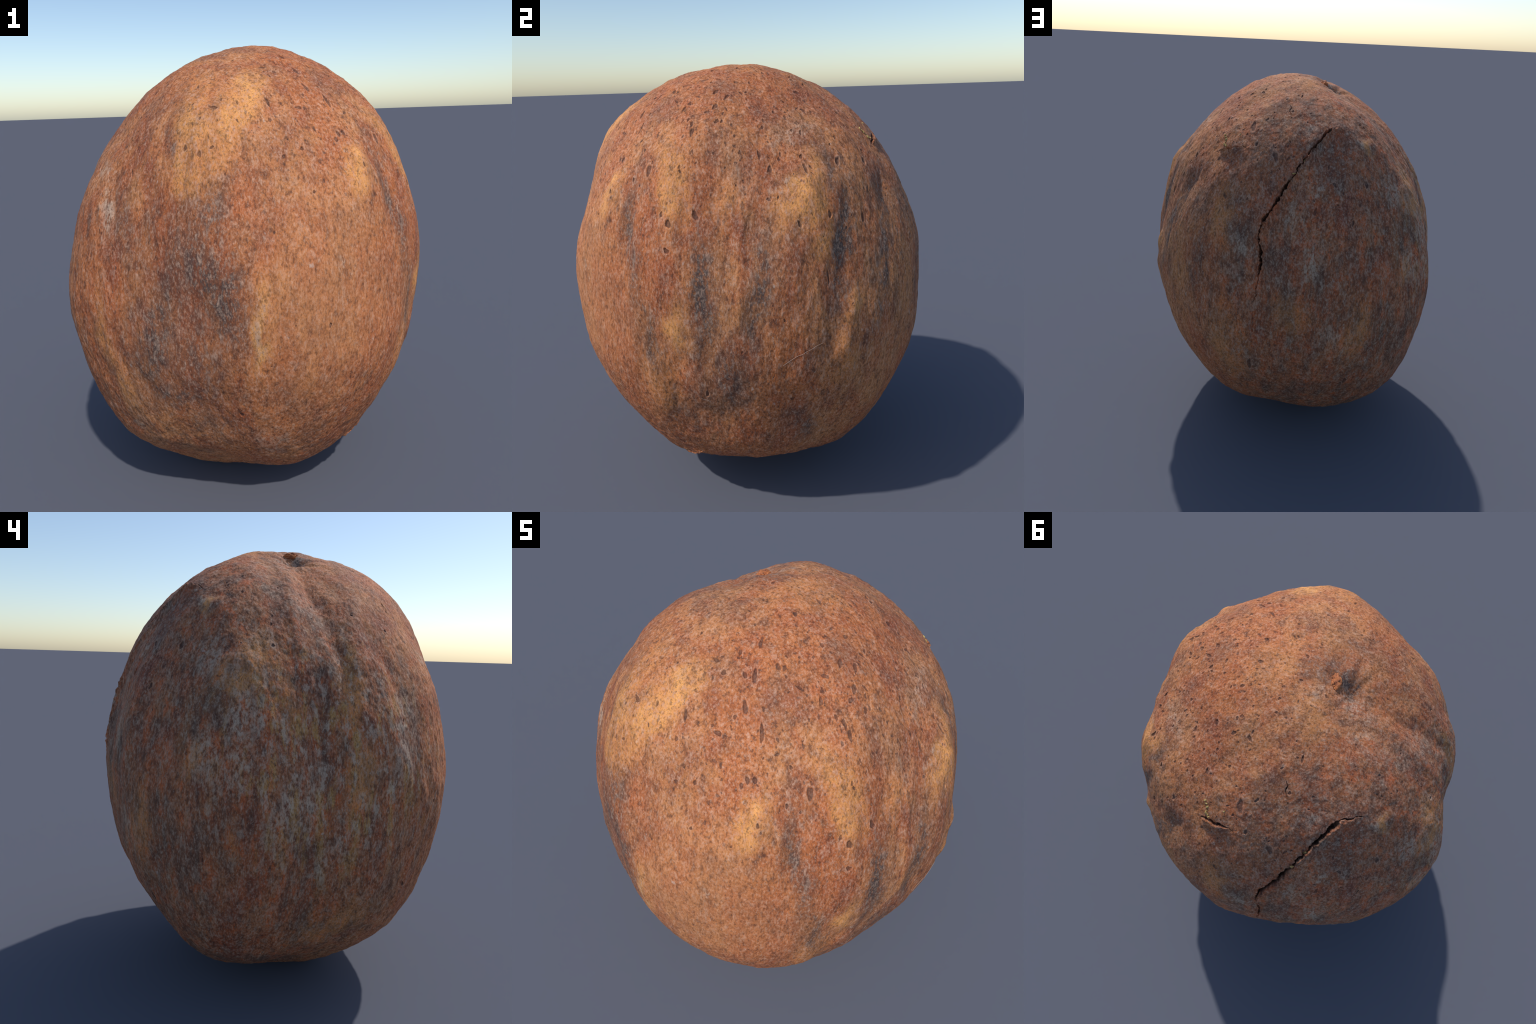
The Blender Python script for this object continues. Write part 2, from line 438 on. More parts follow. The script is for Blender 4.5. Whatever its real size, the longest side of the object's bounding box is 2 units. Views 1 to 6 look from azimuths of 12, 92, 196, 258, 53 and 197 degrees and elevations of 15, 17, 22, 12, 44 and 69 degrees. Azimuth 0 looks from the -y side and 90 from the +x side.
PITS = [  # the large pits: azimuth, latitude, half length, half width, lean
    (310.9, 61.9, 0.0239, 0.0082, -7),
    (307.0, 61.8, 0.0130, 0.0062, -24),
    (310.0, 56.0, 0.0265, 0.0071, -23),
    (316.5, 51.7, 0.0282, 0.0070, -5),
    (292.1, 51.2, 0.0233, 0.0052, -18),
    (303.2, 50.3, 0.0158, 0.0071, 88),
    (274.5, 48.9, 0.0146, 0.0078, -68),
    (330.5, 40.8, 0.0212, 0.0122, -6),
    (353.5, 63.1, 0.0180, 0.0075, 22),
    (349.1, 59.1, 0.0193, 0.0084, 13),
    (339.7, 54.5, 0.0112, 0.0051, 1),
    (342.0, 53.2, 0.0142, 0.0072, -10),
    (343.1, 50.8, 0.0197, 0.0082, -6),
    (335.4, 57.7, 0.0144, 0.0071, -4),
    (340.5, 28.5, 0.0184, 0.0099, -16),
    (309.9, 68.6, 0.0213, 0.0063, -2),
    (293.6, 62.8, 0.0131, 0.0063, -57),
    (295.3, 63.9, 0.0164, 0.0074, -56),
    (319.7, 64.2, 0.0147, 0.0062, -22),
    (346.9, 64.5, 0.0197, 0.0064, 17),
    (314.1, 42.7, 0.0148, 0.0061, -14),
    (338.6, 62.4, 0.0138, 0.0073, -65),
    (340.8, 68.5, 0.0105, 0.0064, 0),
    (271.2, 38.8, 0.0102, 0.0070, 0),
    (318.0, 34.1, 0.0091, 0.0052, 0),
    (328.4, 75.8, 0.0123, 0.0066, -6),
    (302.0, 65.8, 0.0113, 0.0052, -21),
    (328.2, 60.3, 0.0175, 0.0041, -54),
    (300.2, 39.7, 0.0076, 0.0053, 0),
    (353.2, 55.0, 0.0091, 0.0053, 0),
    (324.7, 38.3, 0.0085, 0.0051, 0),
    (340.1, 28.8, 0.0226, 0.0123, -20),
    (347.6, 31.2, 0.0215, 0.0085, -14),
    (22.2, 42.0, 0.0217, 0.0075, -9),
    (27.2, 30.0, 0.0162, 0.0075, -8),
    (40.0, 28.0, 0.0231, 0.0079, 1),
    (24.4, 14.4, 0.0322, 0.0050, -2),
    (343.1, 51.5, 0.0306, 0.0077, -10),
    (330.2, 40.9, 0.0188, 0.0103, -22),
    (340.5, 22.1, 0.0139, 0.0074, -40),
    (349.0, 59.5, 0.0217, 0.0119, -12),
    (353.6, 63.1, 0.0162, 0.0095, -19),
    (336.4, 57.1, 0.0128, 0.0080, 0),
    (0.6, 65.2, 0.0122, 0.0068, -16),
    (7.2, 46.4, 0.0169, 0.0062, -5),
    (17.3, 28.3, 0.0132, 0.0073, -17),
    (348.6, -18.9, 0.0139, 0.0068, -3),
    (14.1, -22.6, 0.0127, 0.0069, -33),
    (49.5, 42.3, 0.0169, 0.0083, 4),
    (274.6, 48.9, 0.0169, 0.0095, -5),
    (271.5, 38.8, 0.0126, 0.0080, 0),
    (266.8, 40.3, 0.0106, 0.0070, 0),
    (292.7, 51.1, 0.0222, 0.0073, 0),
    (312.4, 56.8, 0.0222, 0.0065, 4),
    (317.6, 51.9, 0.0253, 0.0065, 21),
    (302.8, 50.5, 0.0144, 0.0074, -73),
    (331.5, 41.1, 0.0198, 0.0106, 4),
    (294.6, 38.3, 0.0083, 0.0058, 0),
    (247.3, 35.9, 0.0126, 0.0063, -17),
    (291.9, 46.5, 0.0087, 0.0059, 0),
    (280.1, -27.9, 0.0126, 0.0078, 0),
    (302.8, -1.5, 0.0111, 0.0047, -1),
    (93.1, 47.5, 0.0219, 0.0126, -30),
    (133.8, 38.9, 0.0174, 0.0096, -3),
    (75.4, 32.5, 0.0164, 0.0095, -33),
    (88.8, -28.5, 0.0358, 0.0105, 1),
    (128.0, -33.2, 0.0232, 0.0108, 1),
    (111.4, 31.0, 0.0214, 0.0062, 5),
    (82.6, 50.5, 0.0118, 0.0064, -19),
    (132.6, 38.9, 0.0163, 0.0093, -38),
    (166.1, 40.7, 0.0092, 0.0063, 0),
    (76.6, 56.5, 0.0345, 0.0114, -11),
    (352.9, 63.1, 0.0184, 0.0110, 25),
    (351.0, 59.8, 0.0158, 0.0084, 50),
    (37.5, 66.6, 0.0154, 0.0077, -67),
    (61.7, 71.3, 0.0136, 0.0074, -55),
    (50.9, 69.3, 0.0122, 0.0075, 0),
    (33.0, 60.0, 0.0133, 0.0080, -55),
    (354.2, 78.5, 0.0123, 0.0077, 0),
    (103.0, 71.9, 0.0140, 0.0048, 7),
    (54.6, 57.6, 0.0133, 0.0078, -27),
]


# ------------------------------------------------------------------ relief
def swell(d, p):
    h = np.zeros(len(d))
    for az, lat, length, width, lean, height in SWELLINGS:
        n, e, u = tangent_frame(az, lat)
        q = p - on_surface(az, lat)
        near = np.where((q * q).sum(1) < (3 * max(length, width)) ** 2)[0]
        q = q[near]
        c, s = math.cos(math.radians(lean)), math.sin(math.radians(lean))
        x, y = q @ e, q @ u
        x, y = x * c - y * s, x * s + y * c
        h[near] += .5 * height * np.exp(-1.1 * (np.abs(x / width) ** 2 + np.abs(y / length) ** 2.6))
    return h


# the split in the skin, from its upper end down: azimuth, latitude, half width (m), depth (m)
SPLIT = [
    (133.0, 55.8, .000, .004), (128.0, 56.6, .003, .012), (122.0, 57.0, .006, .020), (118.0, 55.6, .010, .032),
    (114.4, 53.6, .012, .042), (113.0, 52.4, .006, .030), (111.4, 51.4, .011, .040), (109.0, 49.4, .008, .028),
    (106.8, 47.4, .008, .018), (105.4, 46.0, .008, .024), (103.4, 43.6, .004, .020), (101.8, 42.0, .005, .026),
    (99.8, 39.0, .011, .045), (97.8, 36.4, .010, .045), (96.6, 34.0, .012, .042), (95.0, 31.4, .007, .040),
    (93.2, 28.4, .013, .042), (91.6, 26.2, .009, .036), (91.0, 24.0, .005, .024), (91.0, 21.6, .004, .020),
    (92.2, 17.8, .009, .040), (92.9, 13.4, .010, .042), (92.8, 10.0, .006, .030), (92.4, 6.0, .003, .014),
    (91.8, 2.4, .0012, .006), (90.8, -3, .0004, .005), (91.2, -9, .0010, .006), (90.2, -16, .0003, .004), (89.6, -22, .000, .001)]
# a shorter tear to its east with a lifted lip, a nick above, and a torn lip low on the other side
TEAR = [(63.0, 46.2, .000, .004), (66.0, 46.9, .007, .020), (69.2, 47.4, .009, .026), (72.0, 48.4, .005, .016),
        (75.4, 49.0, .002, .006), (80.0, 48.6, .000, .002)]
NICK = [(94.6, 66.6, .000, .004), (95.4, 65.0, .0012, .010), (95.8, 63.4, .002, .012), (96.4, 62.0, .000, .004)]
TORN_LIP = [(340, -47.6, .000, .004), (336, -49.8, .008, .026), (332.4, -51.2, .010, .032), (328.6, -51.4, .007, .022),
            (325.0, -50.0, .000, .004)]
CRACKS = [SPLIT, TEAR, NICK, TORN_LIP]
LIFTS = [.016, -.012, .002, -.012]          # how far one lip stands proud, and which (sign)
FIBRES = [(((344.8, -17.7), (349.2, -22.1)), -.5), (((10.5, -9.4), (22.2, -3.9)), .8)]
SCAR = (190.0, 79.5)                          # middle of the sunken stalk scar


def along(p, line):
    """Signed distance across a crack, half width and depth at the nearest spot."""
    pts = np.array([on_surface(a, l) for a, l, *_ in line])
    best = np.full(len(p), 9.0)
    side = np.zeros((len(p), 3))
    sign = np.ones(len(p))
    w = np.zeros(len(p))
    dep = np.zeros(len(p))
    for i in range(len(pts) - 1):
        a, b = pts[i], pts[i + 1]
        ab = b - a
        t = np.clip((p - a) @ ab / (ab @ ab), 0, 1)
        q = p - (a + t[:, None] * ab)
        n = (a + b) / 2 - CENTRE
        n /= np.linalg.norm(n)
        q -= (q @ n)[:, None] * n
        dist = np.linalg.norm(q, axis=1)
        m = dist < best
        best[m] = dist[m]
        across = np.cross(n, ab / np.linalg.norm(ab))
        sign[m] = np.where(q[m] @ across >= 0, 1, -1)
        side[m] = across
        w[m] = line[i][2] + t[m] * (line[i + 1][2] - line[i][2])
        dep[m] = line[i][3] + t[m] * (line[i + 1][3] - line[i][3])
    return best, sign, side, w, dep


def scatter_pits():
    """The large pits as placed, plus many small ones, crowded toward the crown."""
    pits = []
    for az, lat, length, width, lean in PITS:
        if all(np.linalg.norm(on_surface(az, lat) - q[0]) > .03 for q in pits):
            pits.append((on_surface(az, lat), az, lat, length, width, lean, .0045))
    while len(pits) < 640:
        v = RNG.normal(size=3)
        v /= np.linalg.norm(v)
        lat, az = (float(x[0]) for x in lat_az(v[None]))
        sunny = math.cos(math.radians(az - 12))
        chance = .03 + .97 * smooth(20, 60, np.array(lat)) * (.55 + .45 * sunny)
        if RNG.random() > chance or np.linalg.norm(v - unit(*SCAR)) < .12:
            continue
        size = RNG.lognormal(-.32, .34) * (1 if lat > 25 else .75)
        long = size * RNG.uniform(.9, 1.9 if lat < 60 else 1.4)
        pits.append((on_surface(az, lat), az, lat, .0056 * long, .0048 * size, RNG.normal(0, 22), .0026 * size))
    return pits


def pit_depth(p, pits, spread=1.0):
    """Depth of pitting and a 0..1 mask at every point; only points near a pit are looked at."""
    order = np.argsort(p[:, 2])
    z = p[order, 2]
    depth, mask, rim = (np.zeros(len(p)) for _ in range(3))
    for at, az, lat, length, width, lean, deep in pits:
        reach = max(length, width) * 1.6 * spread
        idx = order[np.searchsorted(z, at[2] - reach):np.searchsorted(z, at[2] + reach)]
        q = p[idx] - at
        k = (np.abs(q[:, 0]) < reach) & (np.abs(q[:, 1]) < reach)
        idx, q = idx[k], q[k]
        n, e, u = tangent_frame(az, lat)
        c, s = math.cos(math.radians(lean)), math.sin(math.radians(lean))
        x, y = q @ e, q @ u
        x, y = (x * c - y * s) / (width * spread), (x * s + y * c) / (length * spread)
        r = np.sqrt(x * x + y * y)
        t = np.arctan2(y, x)
        r *= 1 + .12 * np.sin(2 * t + at[0] * 900) + .10 * np.sin(3 * t + at[1] * 700) + .07 * np.sin(5 * t + at[2] * 800)
        depth[idx] = np.maximum(depth[idx], deep * (1 - smooth(.55, 1.15, r)))
        depth[idx] -= deep * .10 * np.exp(-((r - 1.3) / .2) ** 2)
        if width > .0046 and at[0] * 977 % 1 < .6:
            rim[idx] = np.maximum(rim[idx], np.exp(-((r - 1.28) / .24) ** 2))
        mask[idx] = np.maximum(mask[idx], 1 - smooth(.6, 1.2, r))
    return depth, mask, rim


# ------------------------------------------------------------------ shell mesh
def cube_sphere(n):
    """Unit directions and quads of a cube blown up to a ball, n cells along each edge, welded."""
    t = np.tan(np.linspace(-math.pi / 4, math.pi / 4, n + 1))
    a, b = np.meshgrid(t, t, indexing='ij')
    one = np.ones_like(a)
    sides = [(one, a, b), (-one, b, a), (b, one, a), (a, -one, b), (a, b, one), (b, a, -one)]
    v = np.concatenate([np.stack(s, -1).reshape(-1, 3) for s in sides])
    v /= np.linalg.norm(v, axis=1)[:, None]
    i = np.arange(n * (n + 1)).reshape(n, n + 1)[:, :-1].ravel()
    q = np.stack([i, i + n + 1, i + n + 2, i + 1], 1)
    f = np.concatenate([q + s * (n + 1) ** 2 for s in range(6)])
    key = np.round(v * 1e5).astype(np.int64)
    key = (key[:, 0] * 400009 + key[:, 1]) * 400009 + key[:, 2]
    _, first, inv = np.unique(key, return_index=True, return_inverse=True)
    return v[first], inv[f]


def new_mesh(name, verts, loops, totals):
    me = bpy.data.meshes.new(name)
    me.vertices.add(len(verts))
    me.vertices.foreach_set("co", verts.astype(np.float32).ravel())
    me.loops.add(len(loops))
    me.loops.foreach_set("vertex_index", loops.astype(np.int32))
    me.polygons.add(len(totals))
    starts = np.concatenate([[0], np.cumsum(totals)[:-1]])
    me.polygons.foreach_set("loop_start", starts.astype(np.int32))
    me.polygons.foreach_set("loop_total", totals.astype(np.int32))
    me.polygons.foreach_set("use_smooth", np.ones(len(totals), bool))
    me.update(calc_edges=True)
    return me


def refine(d, f, wanted):
    """Split the faces near the small features, so that their edges come out crisp."""
    me = new_mesh("refined", d, f.ravel(), np.full(len(f), 4))
    bm = bmesh.new()
    bm.from_mesh(me)
    bm.verts.ensure_lookup_table()
    edges = [e for e in bm.edges if wanted[e.verts[0].index] or wanted[e.verts[1].index]]
    bmesh.ops.subdivide_edges(bm, edges=edges, cuts=2, use_grid_fill=True)
    bm.to_mesh(me)
    bm.free()
    v = np.empty(len(me.vertices) * 3, np.float32)
    me.vertices.foreach_get("co", v)
    v = v.reshape(-1, 3).astype(float)
    loops = np.empty(len(me.loops), np.int32)
    me.loops.foreach_get("vertex_index", loops)
    totals = np.empty(len(me.polygons), np.int32)
    me.polygons.foreach_get("loop_total", totals)
    bpy.data.meshes.remove(me)
    return v / np.linalg.norm(v, axis=1)[:, None], loops, totals


def open_crack(p, d, line, rim, lift):
    """Pull the skin apart along a crack and drop its floor; returns a mask of the lining."""
    mid = on_surface(*line[len(line) // 2][:2])
    idx = np.where(np.linalg.norm(p - mid, axis=1) < 1.0)[0]
    q = p[idx]
    bend = np.stack([gradient_noise(q * 30, 93), gradient_noise(q * 30, 94), gradient_noise(q * 30, 95)], 1) * .009
    bend += np.stack([gradient_noise(q * 75, 96), gradient_noise(q * 75, 97), gradient_noise(q * 75, 98)], 1) * .005
    dist, sign, side, w, dep = along(q + bend, line)
    w = np.maximum(w * .95 * (1 + gradient_noise(q * 40, 91) * .9 + gradient_noise(q * 95, 92) * .3), w * .15)
    reach = .040
    m = dist < reach
    idx, q, dist, sign, side, w, dep = (x[m] for x in (idx, q, dist, sign, side, w, dep))
    floor = dist < rim
    new = np.where(floor, w * smooth(0, rim, dist), w + (dist - rim) * (reach - w) / (reach - rim))
    fall = np.where(floor, dep * (1 - smooth(rim * .4, rim, dist)) * (1 + .5 * gradient_noise(q * 60, 99)), 0)
    proud = abs(lift) * np.exp(-np.maximum(dist - rim, 0) / .02) * smooth(.0005, .006, w) * (sign * np.sign(lift) > 0)
    proud *= smooth(rim * .5, rim, dist)
    p[idx] += side * (sign * (new - dist))[:, None] - d[idx] * (fall - proud)[:, None]
    lining = np.zeros(len(p), bool)
    lining[idx[(dist < rim * .82) & (w > .0012)]] = True
    return lining


def scar_relief(p):
    """The sunken stalk scar: a lopsided hollow with puckered, radiating folds."""
    n, e, u = tangent_frame(*SCAR)
    q = p - on_surface(*SCAR)
    x, y = q @ e, q @ u
    r = np.hypot(x / .080, y / .070)
    ang = np.arctan2(y, x)
    fade = np.where((q @ n) > -.35, 1.0, 0.0)
    hollow = -.040 * np.exp(-2.6 * r ** 2) - .010 * np.exp(-(r / 2.2) ** 2)
    folds = (np.sin(7 * ang + 1.6 * np.sin(2 * ang)) * .0022 + np.sin(13 * ang + 2) * .0012) * r * np.exp(-.9 * (r - .6) ** 2)
    return (hollow + folds) * fade, r


def shell_surface():
    d, f = cube_sphere(330)
    p = CENTRE + d * base_radius(d)[:, None]
    pits = scatter_pits()
    wanted = pit_depth(p, pits, 1.5)[1] > 0
    for line in CRACKS:
        wanted |= along(p, line)[0] < .024
    wanted |= np.linalg.norm(p - on_surface(*SCAR), axis=1) < .12
    d, loops, totals = refine(d, f, wanted)
    p = CENTRE + d * base_radius(d)[:, None]
    stretch = np.array((1, 1, .4))
    h = swell(d, p)
    dent, pitted, rimmed = pit_depth(p, pits)
    hollow, scar_r = scar_relief(p)
    h += hollow - dent
    h += .005 * gradient_noise(p * stretch * 9, 1) + .0040 * gradient_noise(p * stretch * 19, 2)
    h += .0019 * gradient_noise(p * stretch * 46, 3) + .0011 * gradient_noise(p * stretch * 95, 4)
    p = p + d * h[:, None]
    lining = np.zeros(len(p), bool)
    for line, lift in zip(CRACKS, LIFTS):
        lining |= open_crack(p, d, line, .0036, lift)
    return p, loops, totals, pitted, rimmed, lining, scar_r


# ------------------------------------------------------------------ materials
class Nodes:
    """A thin helper for building shader graphs."""

    def __init__(self, name):
        self.mat = bpy.data.materials.new(name)
        self.mat.use_nodes = True
        self.tree = self.mat.node_tree
        self.bsdf = self.tree.nodes["Principled BSDF"]
        self.pos = self.add("ShaderNodeTexCoord").outputs["Object"]

    def add(self, kind, **props):
        n = self.tree.nodes.new(kind)
        for k, v in props.items():
            setattr(n, k, v)
        return n

    def put(self, socket, v):
        if isinstance(v, bpy.types.NodeSocket):
            self.tree.links.new(v, socket)
        elif isinstance(v, tuple) and len(v) == 3 and socket.type == 'RGBA':
            socket.default_value = (*v, 1)
        else:
            socket.default_value = v

    def math(self, op, a, b=0.0, clamp=False):
        n = self.add("ShaderNodeMath", operation=op, use_clamp=clamp)
        self.put(n.inputs[0], a)
        self.put(n.inputs[1], b)
        return n.outputs[0]

    def lerp(self, fac, lo, hi):
        n = self.add("ShaderNodeMapRange")
        self.put(n.inputs[0], fac)
        n.inputs[3].default_value, n.inputs[4].default_value = lo, hi
        return n.outputs[0]

    def vmath(self, op, a, b=None):
        if op == 'SCALE_TINY':
            return self.vmath('MULTIPLY', self.math('MULTIPLY', a, 1e-6), (1.0, 1.0, 1.0001))
        n = self.add("ShaderNodeVectorMath", operation=op)
        self.put(n.inputs[0], a)
        if b is not None:
            self.put(n.inputs[1], b)
        return n.outputs["Value" if op in ("LENGTH", "DOT_PRODUCT") else "Vector"]

    def span(self, x, a, b, lo=0.0, hi=1.0):
        n = self.add("ShaderNodeMapRange", interpolation_type='SMOOTHSTEP')
        for s, v in zip(n.inputs, (x, a, b, lo, hi)):
            self.put(s, v)
        return n.outputs[0]

    def noise(self, scale, detail=3.0, stretch=1.0, rough=.55, colour=False, shift=0.0, vec=None):
        m = self.add("ShaderNodeMapping")
        self.put(m.inputs["Vector"], vec or self.pos)
        m.inputs["Location"].default_value = (shift, shift * .7, shift * 1.3)
        m.inputs["Scale"].default_value = (1, 1, stretch)
        n = self.add("ShaderNodeTexNoise")
        self.put(n.inputs["Vector"], m.outputs[0])
        n.inputs["Scale"].default_value = scale
        n.inputs["Detail"].default_value = detail
        n.inputs["Roughness"].default_value = rough
        return n.outputs["Color" if colour else "Fac"]

    def mix(self, fac, a, b, mode='MIX'):
        n = self.add("ShaderNodeMix", data_type='RGBA', blend_type=mode)
        self.put(n.inputs["Factor"], fac)
        self.put(n.inputs["A"], a) if False else self.put(n.inputs[6], a)
        self.put(n.inputs[7], b)
        return n.outputs[2]

    def stain(self, vec, az, lat, length, width, lean, strength):
        """Soft oval mask lying on the shell."""
        n, e, u = tangent_frame(az, lat)
        c, s = math.cos(math.radians(lean)), math.sin(math.radians(lean))
        frame = Matrix((Vector(e * c - u * s), Vector(e * s + u * c), Vector(n))).transposed()
        m = self.add("ShaderNodeMapping", vector_type='TEXTURE')
        self.put(m.inputs["Vector"], vec)
        m.inputs["Location"].default_value = on_surface(az, lat)
        m.inputs["Rotation"].default_value = frame.to_euler('XYZ')
        m.inputs["Scale"].default_value = (width * 1.25, length * 1.2, max(width, length) * 1.3)
        return self.span(self.vmath('LENGTH', m.outputs[0]), .10, 1.45, strength, 0.0)

    def stains(self, vec, kind):
        """All stains of one colour, the strongest winning; worked through a few at a time."""
        total = None
        for i, row in enumerate(STAINS[kind]):
            if total is not None and i % 5 == 0:
                vec = self.vmath('ADD', vec, self.vmath('SCALE_TINY', total))
            s = self.stain(vec, *row)
            total = s if total is None else self.math('MAXIMUM', total, s)
        return total


def skin_material(name, cast=None, share=0.0):
    g = Nodes(name)
    # ragged, fibrous edges: the place looked up is pushed about by noise
    push = g.vmath('SUBTRACT', g.noise(8, 4, .6, colour=True), (.5, .5, .5))
    push = g.vmath('MULTIPLY', push, (.17, .17, .26))
    fine = g.vmath('SUBTRACT', g.noise(34, 3, .45, colour=True, shift=3), (.5, .5, .5))
    fine = g.vmath('MULTIPLY', fine, (.06, .06, .10))
    vec = g.vmath('ADD', g.vmath('ADD', g.pos, push), fine)

    broad = g.noise(2.6, 3, .5)
    mid = g.noise(11, 5, .40, .62, shift=5)
    blotch = g.noise(21, 5, .45, .64, shift=12)
    streak = g.noise(17, 5, .22, .66, shift=31)
    fibre = g.noise(52, 5, .42, .70, shift=9)
    grain = g.noise(92, 4, .55, .70, shift=2)
    dust = g.noise(150, 3, .55, .65, shift=17)
    smoke = g.noise(5.5, 5, .38, .62, shift=27)
    ragged = g.math('ADD', g.math('MULTIPLY', fibre, .45), g.math('ADD', g.math('MULTIPLY', grain, .30), g.math('MULTIPLY', blotch, .25)))
    grey_rag = g.span(ragged, .445, .555)
    warm_rag = g.span(ragged, .58, .43)

    def broken(kind, rag, floor, most):
        """A soft stain, let through unevenly by the fibres."""
        m = g.stains(vec, kind)
        return g.math('MULTIPLY', m, g.lerp(rag, floor, most))

    dull_side = g.span(g.vmath('DOT_PRODUCT', g.pos, (-.79, .61, 0.0)), -.05, .60)
    middle = g.span(g.vmath('LENGTH', g.vmath('SUBTRACT', g.pos, (-.80, -.10, 1.15))), .72, .15)
    col = g.mix(g.span(broad, .35, .65), TAN, ORANGE)
    col = g.mix(g.math('MULTIPLY', dull_side, .72), col, DULL)
    col = g.mix(g.math('MULTIPLY', g.span(mid, .42, .64), .55), col, RUSSET)
    col = g.mix(g.math('MULTIPLY', g.span(blotch, .52, .63), g.lerp(dull_side, .45, .70)), col, UMBER)
    col = g.mix(g.math('MULTIPLY', g.span(blotch, .48, .38), g.math('MULTIPLY', dull_side, .85)), col, EMBER)
    col = g.mix(g.math('MULTIPLY', g.span(smoke, .50, .62), g.lerp(dull_side, .30, .55)), col, SLATE)
    col = g.mix(broken('ochre', warm_rag, .25, .85), col, OCHRE)
    col = g.mix(broken('rust', grey_rag, .35, .95), col, RUST)
    col = g.mix(g.math('MULTIPLY', broken('grey', grey_rag, .30, 1.0), g.lerp(dull_side, 1.0, .72)), col, g.mix(dull_side, GREY, GREY_WARMED_FOR_SKY))  # grey tinted warmer on the sunless side to offset blue skylight
    # the far side is drawn over with long streaks of olive, grey and rust
    col = g.mix(g.math('MULTIPLY', g.span(streak, .50, .66), g.math('MULTIPLY', dull_side, .50)), col, SLATE)
    col = g.mix(g.math('MULTIPLY', g.span(streak, .48, .36), g.math('MULTIPLY', middle, .80)), col, OLIVE)
    ash = g.noise(34, 5, .42, .66, shift=44)
    col = g.mix(g.math('MULTIPLY', g.span(ash, .52, .62), g.math('MULTIPLY', g.math('ADD', middle, g.math('MULTIPLY', dull_side, .50)), .40)), col, ASH)
    clean = g.stains(vec, 'clean')
    col = g.mix(g.math('MULTIPLY', clean, .60), col, CLEAN)
    col = g.mix(broken('buff', grey_rag, .05, .75), col, BUFF)
    # the fine mottle: pale pinkish flecks and dark ones, drawn out along the ribs
    calm = g.math('SUBTRACT', 1.0, g.math('MULTIPLY', clean, .30))
    pale = g.mix(dull_side, PALE, PALE_GREY)
    col = g.mix(g.math('MULTIPLY', g.span(fibre, .52, .66), g.math('MULTIPLY', calm, .36)), col, pale)
    col = g.mix(g.math('MULTIPLY', g.span(fibre, .48, .34), g.math('MULTIPLY', calm, .62)), col, DARK)
    col = g.mix(g.math('MULTIPLY', g.span(grain, .52, .66), g.math('MULTIPLY', calm, .36)), col, pale)
    col = g.mix(g.math('MULTIPLY', g.span(grain, .48, .34), g.math('MULTIPLY', calm, .58)), col, DARK)
    col = g.mix(g.math('MULTIPLY', g.span(dust, .52, .66), g.math('MULTIPLY', calm, .30)), col, pale)
    col = g.mix(g.math('MULTIPLY', g.span(dust, .48, .34), g.math('MULTIPLY', calm, .44)), col, DARK)
    specks = g.span(g.noise(30, 2, .6, .5, shift=21), .73, .79)
    col = g.mix(g.math('MULTIPLY', specks, .35), col, CHALK)
    if cast is not None:
        col = g.mix(share, col, cast)
    g.put(g.bsdf.inputs["Base Color"], col)
    g.put(g.bsdf.inputs["Roughness"], .78)
    g.put(g.bsdf.inputs["Specular IOR Level"], .25)
    b = g.add("ShaderNodeBump")
    b.inputs["Strength"].default_value = .6
    b.inputs["Distance"].default_value = .006
    g.put(b.inputs["Height"], g.math('ADD', fibre, g.math('MULTIPLY', grain, .6)))
    g.put(g.bsdf.inputs["Normal"], b.outputs[0])
    return g.mat


def plain_material(name, a, b, scale, rough=.8):
    g = Nodes(name)
    g.put(g.bsdf.inputs["Base Color"], g.mix(g.span(g.noise(scale, 4), .35, .65), a, b))
    g.put(g.bsdf.inputs["Roughness"], rough)
    n = g.add("ShaderNodeBump")
    n.inputs["Distance"].default_value = .004
    g.put(n.inputs["Height"], g.noise(scale * 2, 4))
    g.put(g.bsdf.inputs["Normal"], n.outputs[0])
    return g.mat


TAN, ORANGE, RUSSET, UMBER = (.53, .210, .075), (.49, .152, .046), (.37, .082, .028), (.16, .060, .033)
DULL, EMBER, RUST, GREY, GREY_WARMED_FOR_SKY = (.31, .114, .054), (.52, .122, .034), (.23, .040, .016), (.068, .049, .045), (.078, .050, .038)
OCHRE, CLEAN, BUFF = (.90, .410, .118), (.52, .212, .084), (.52, .410, .310)
SLATE, OLIVE, ASH = (.088, .057, .045), (.50, .265, .080), (.52, .410, .315)
PALE, PALE_GREY, DARK = (.64, .410, .290), (.50, .375, .285), (.074, .034, .026)
CHALK, PIT_DARK = (.60, .52, .46), (.055, .034, .031)

# ------------------------------------------------------------------ assemble
P, LOOPS, TOTALS, PITTED, RIMMED, LINING, SCAR_R = shell_surface()
low, high = P[:, 2].min(), P[:, 2].max()
P[:, 2] = (P[:, 2] - low) * 2.0 / (high - low)       # stands on the ground, two metres tall
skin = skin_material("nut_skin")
pit_skin = skin_material("pit_skin", PIT_DARK, .60)
rim_skin = skin_material("pit_rim_skin", PALE, .16)
lining_mat = plain_material("split_lining", (.045, .020, .011), (.120, .052, .025), 40)

whole = new_mesh("whole", P, LOOPS, TOTALS)
NORMALS = np.empty(len(P) * 3, np.float32)
whole.vertices.foreach_get("normal", NORMALS)
NORMALS = NORMALS.reshape(-1, 3)
bpy.data.meshes.remove(whole)

STARTS = np.concatenate([[0], np.cumsum(TOTALS)[:-1]])


def face_mean(values):
    return np.add.reduceat(np.asarray(values, float)[LOOPS], STARTS) / TOTALS


nut = bpy.data.objects.new("nut", None)
bpy.context.scene.collection.objects.link(nut)
nut["label"] = "dried brown ribbed egg-shaped nut with a split skin"
nut["category"] = "nut"


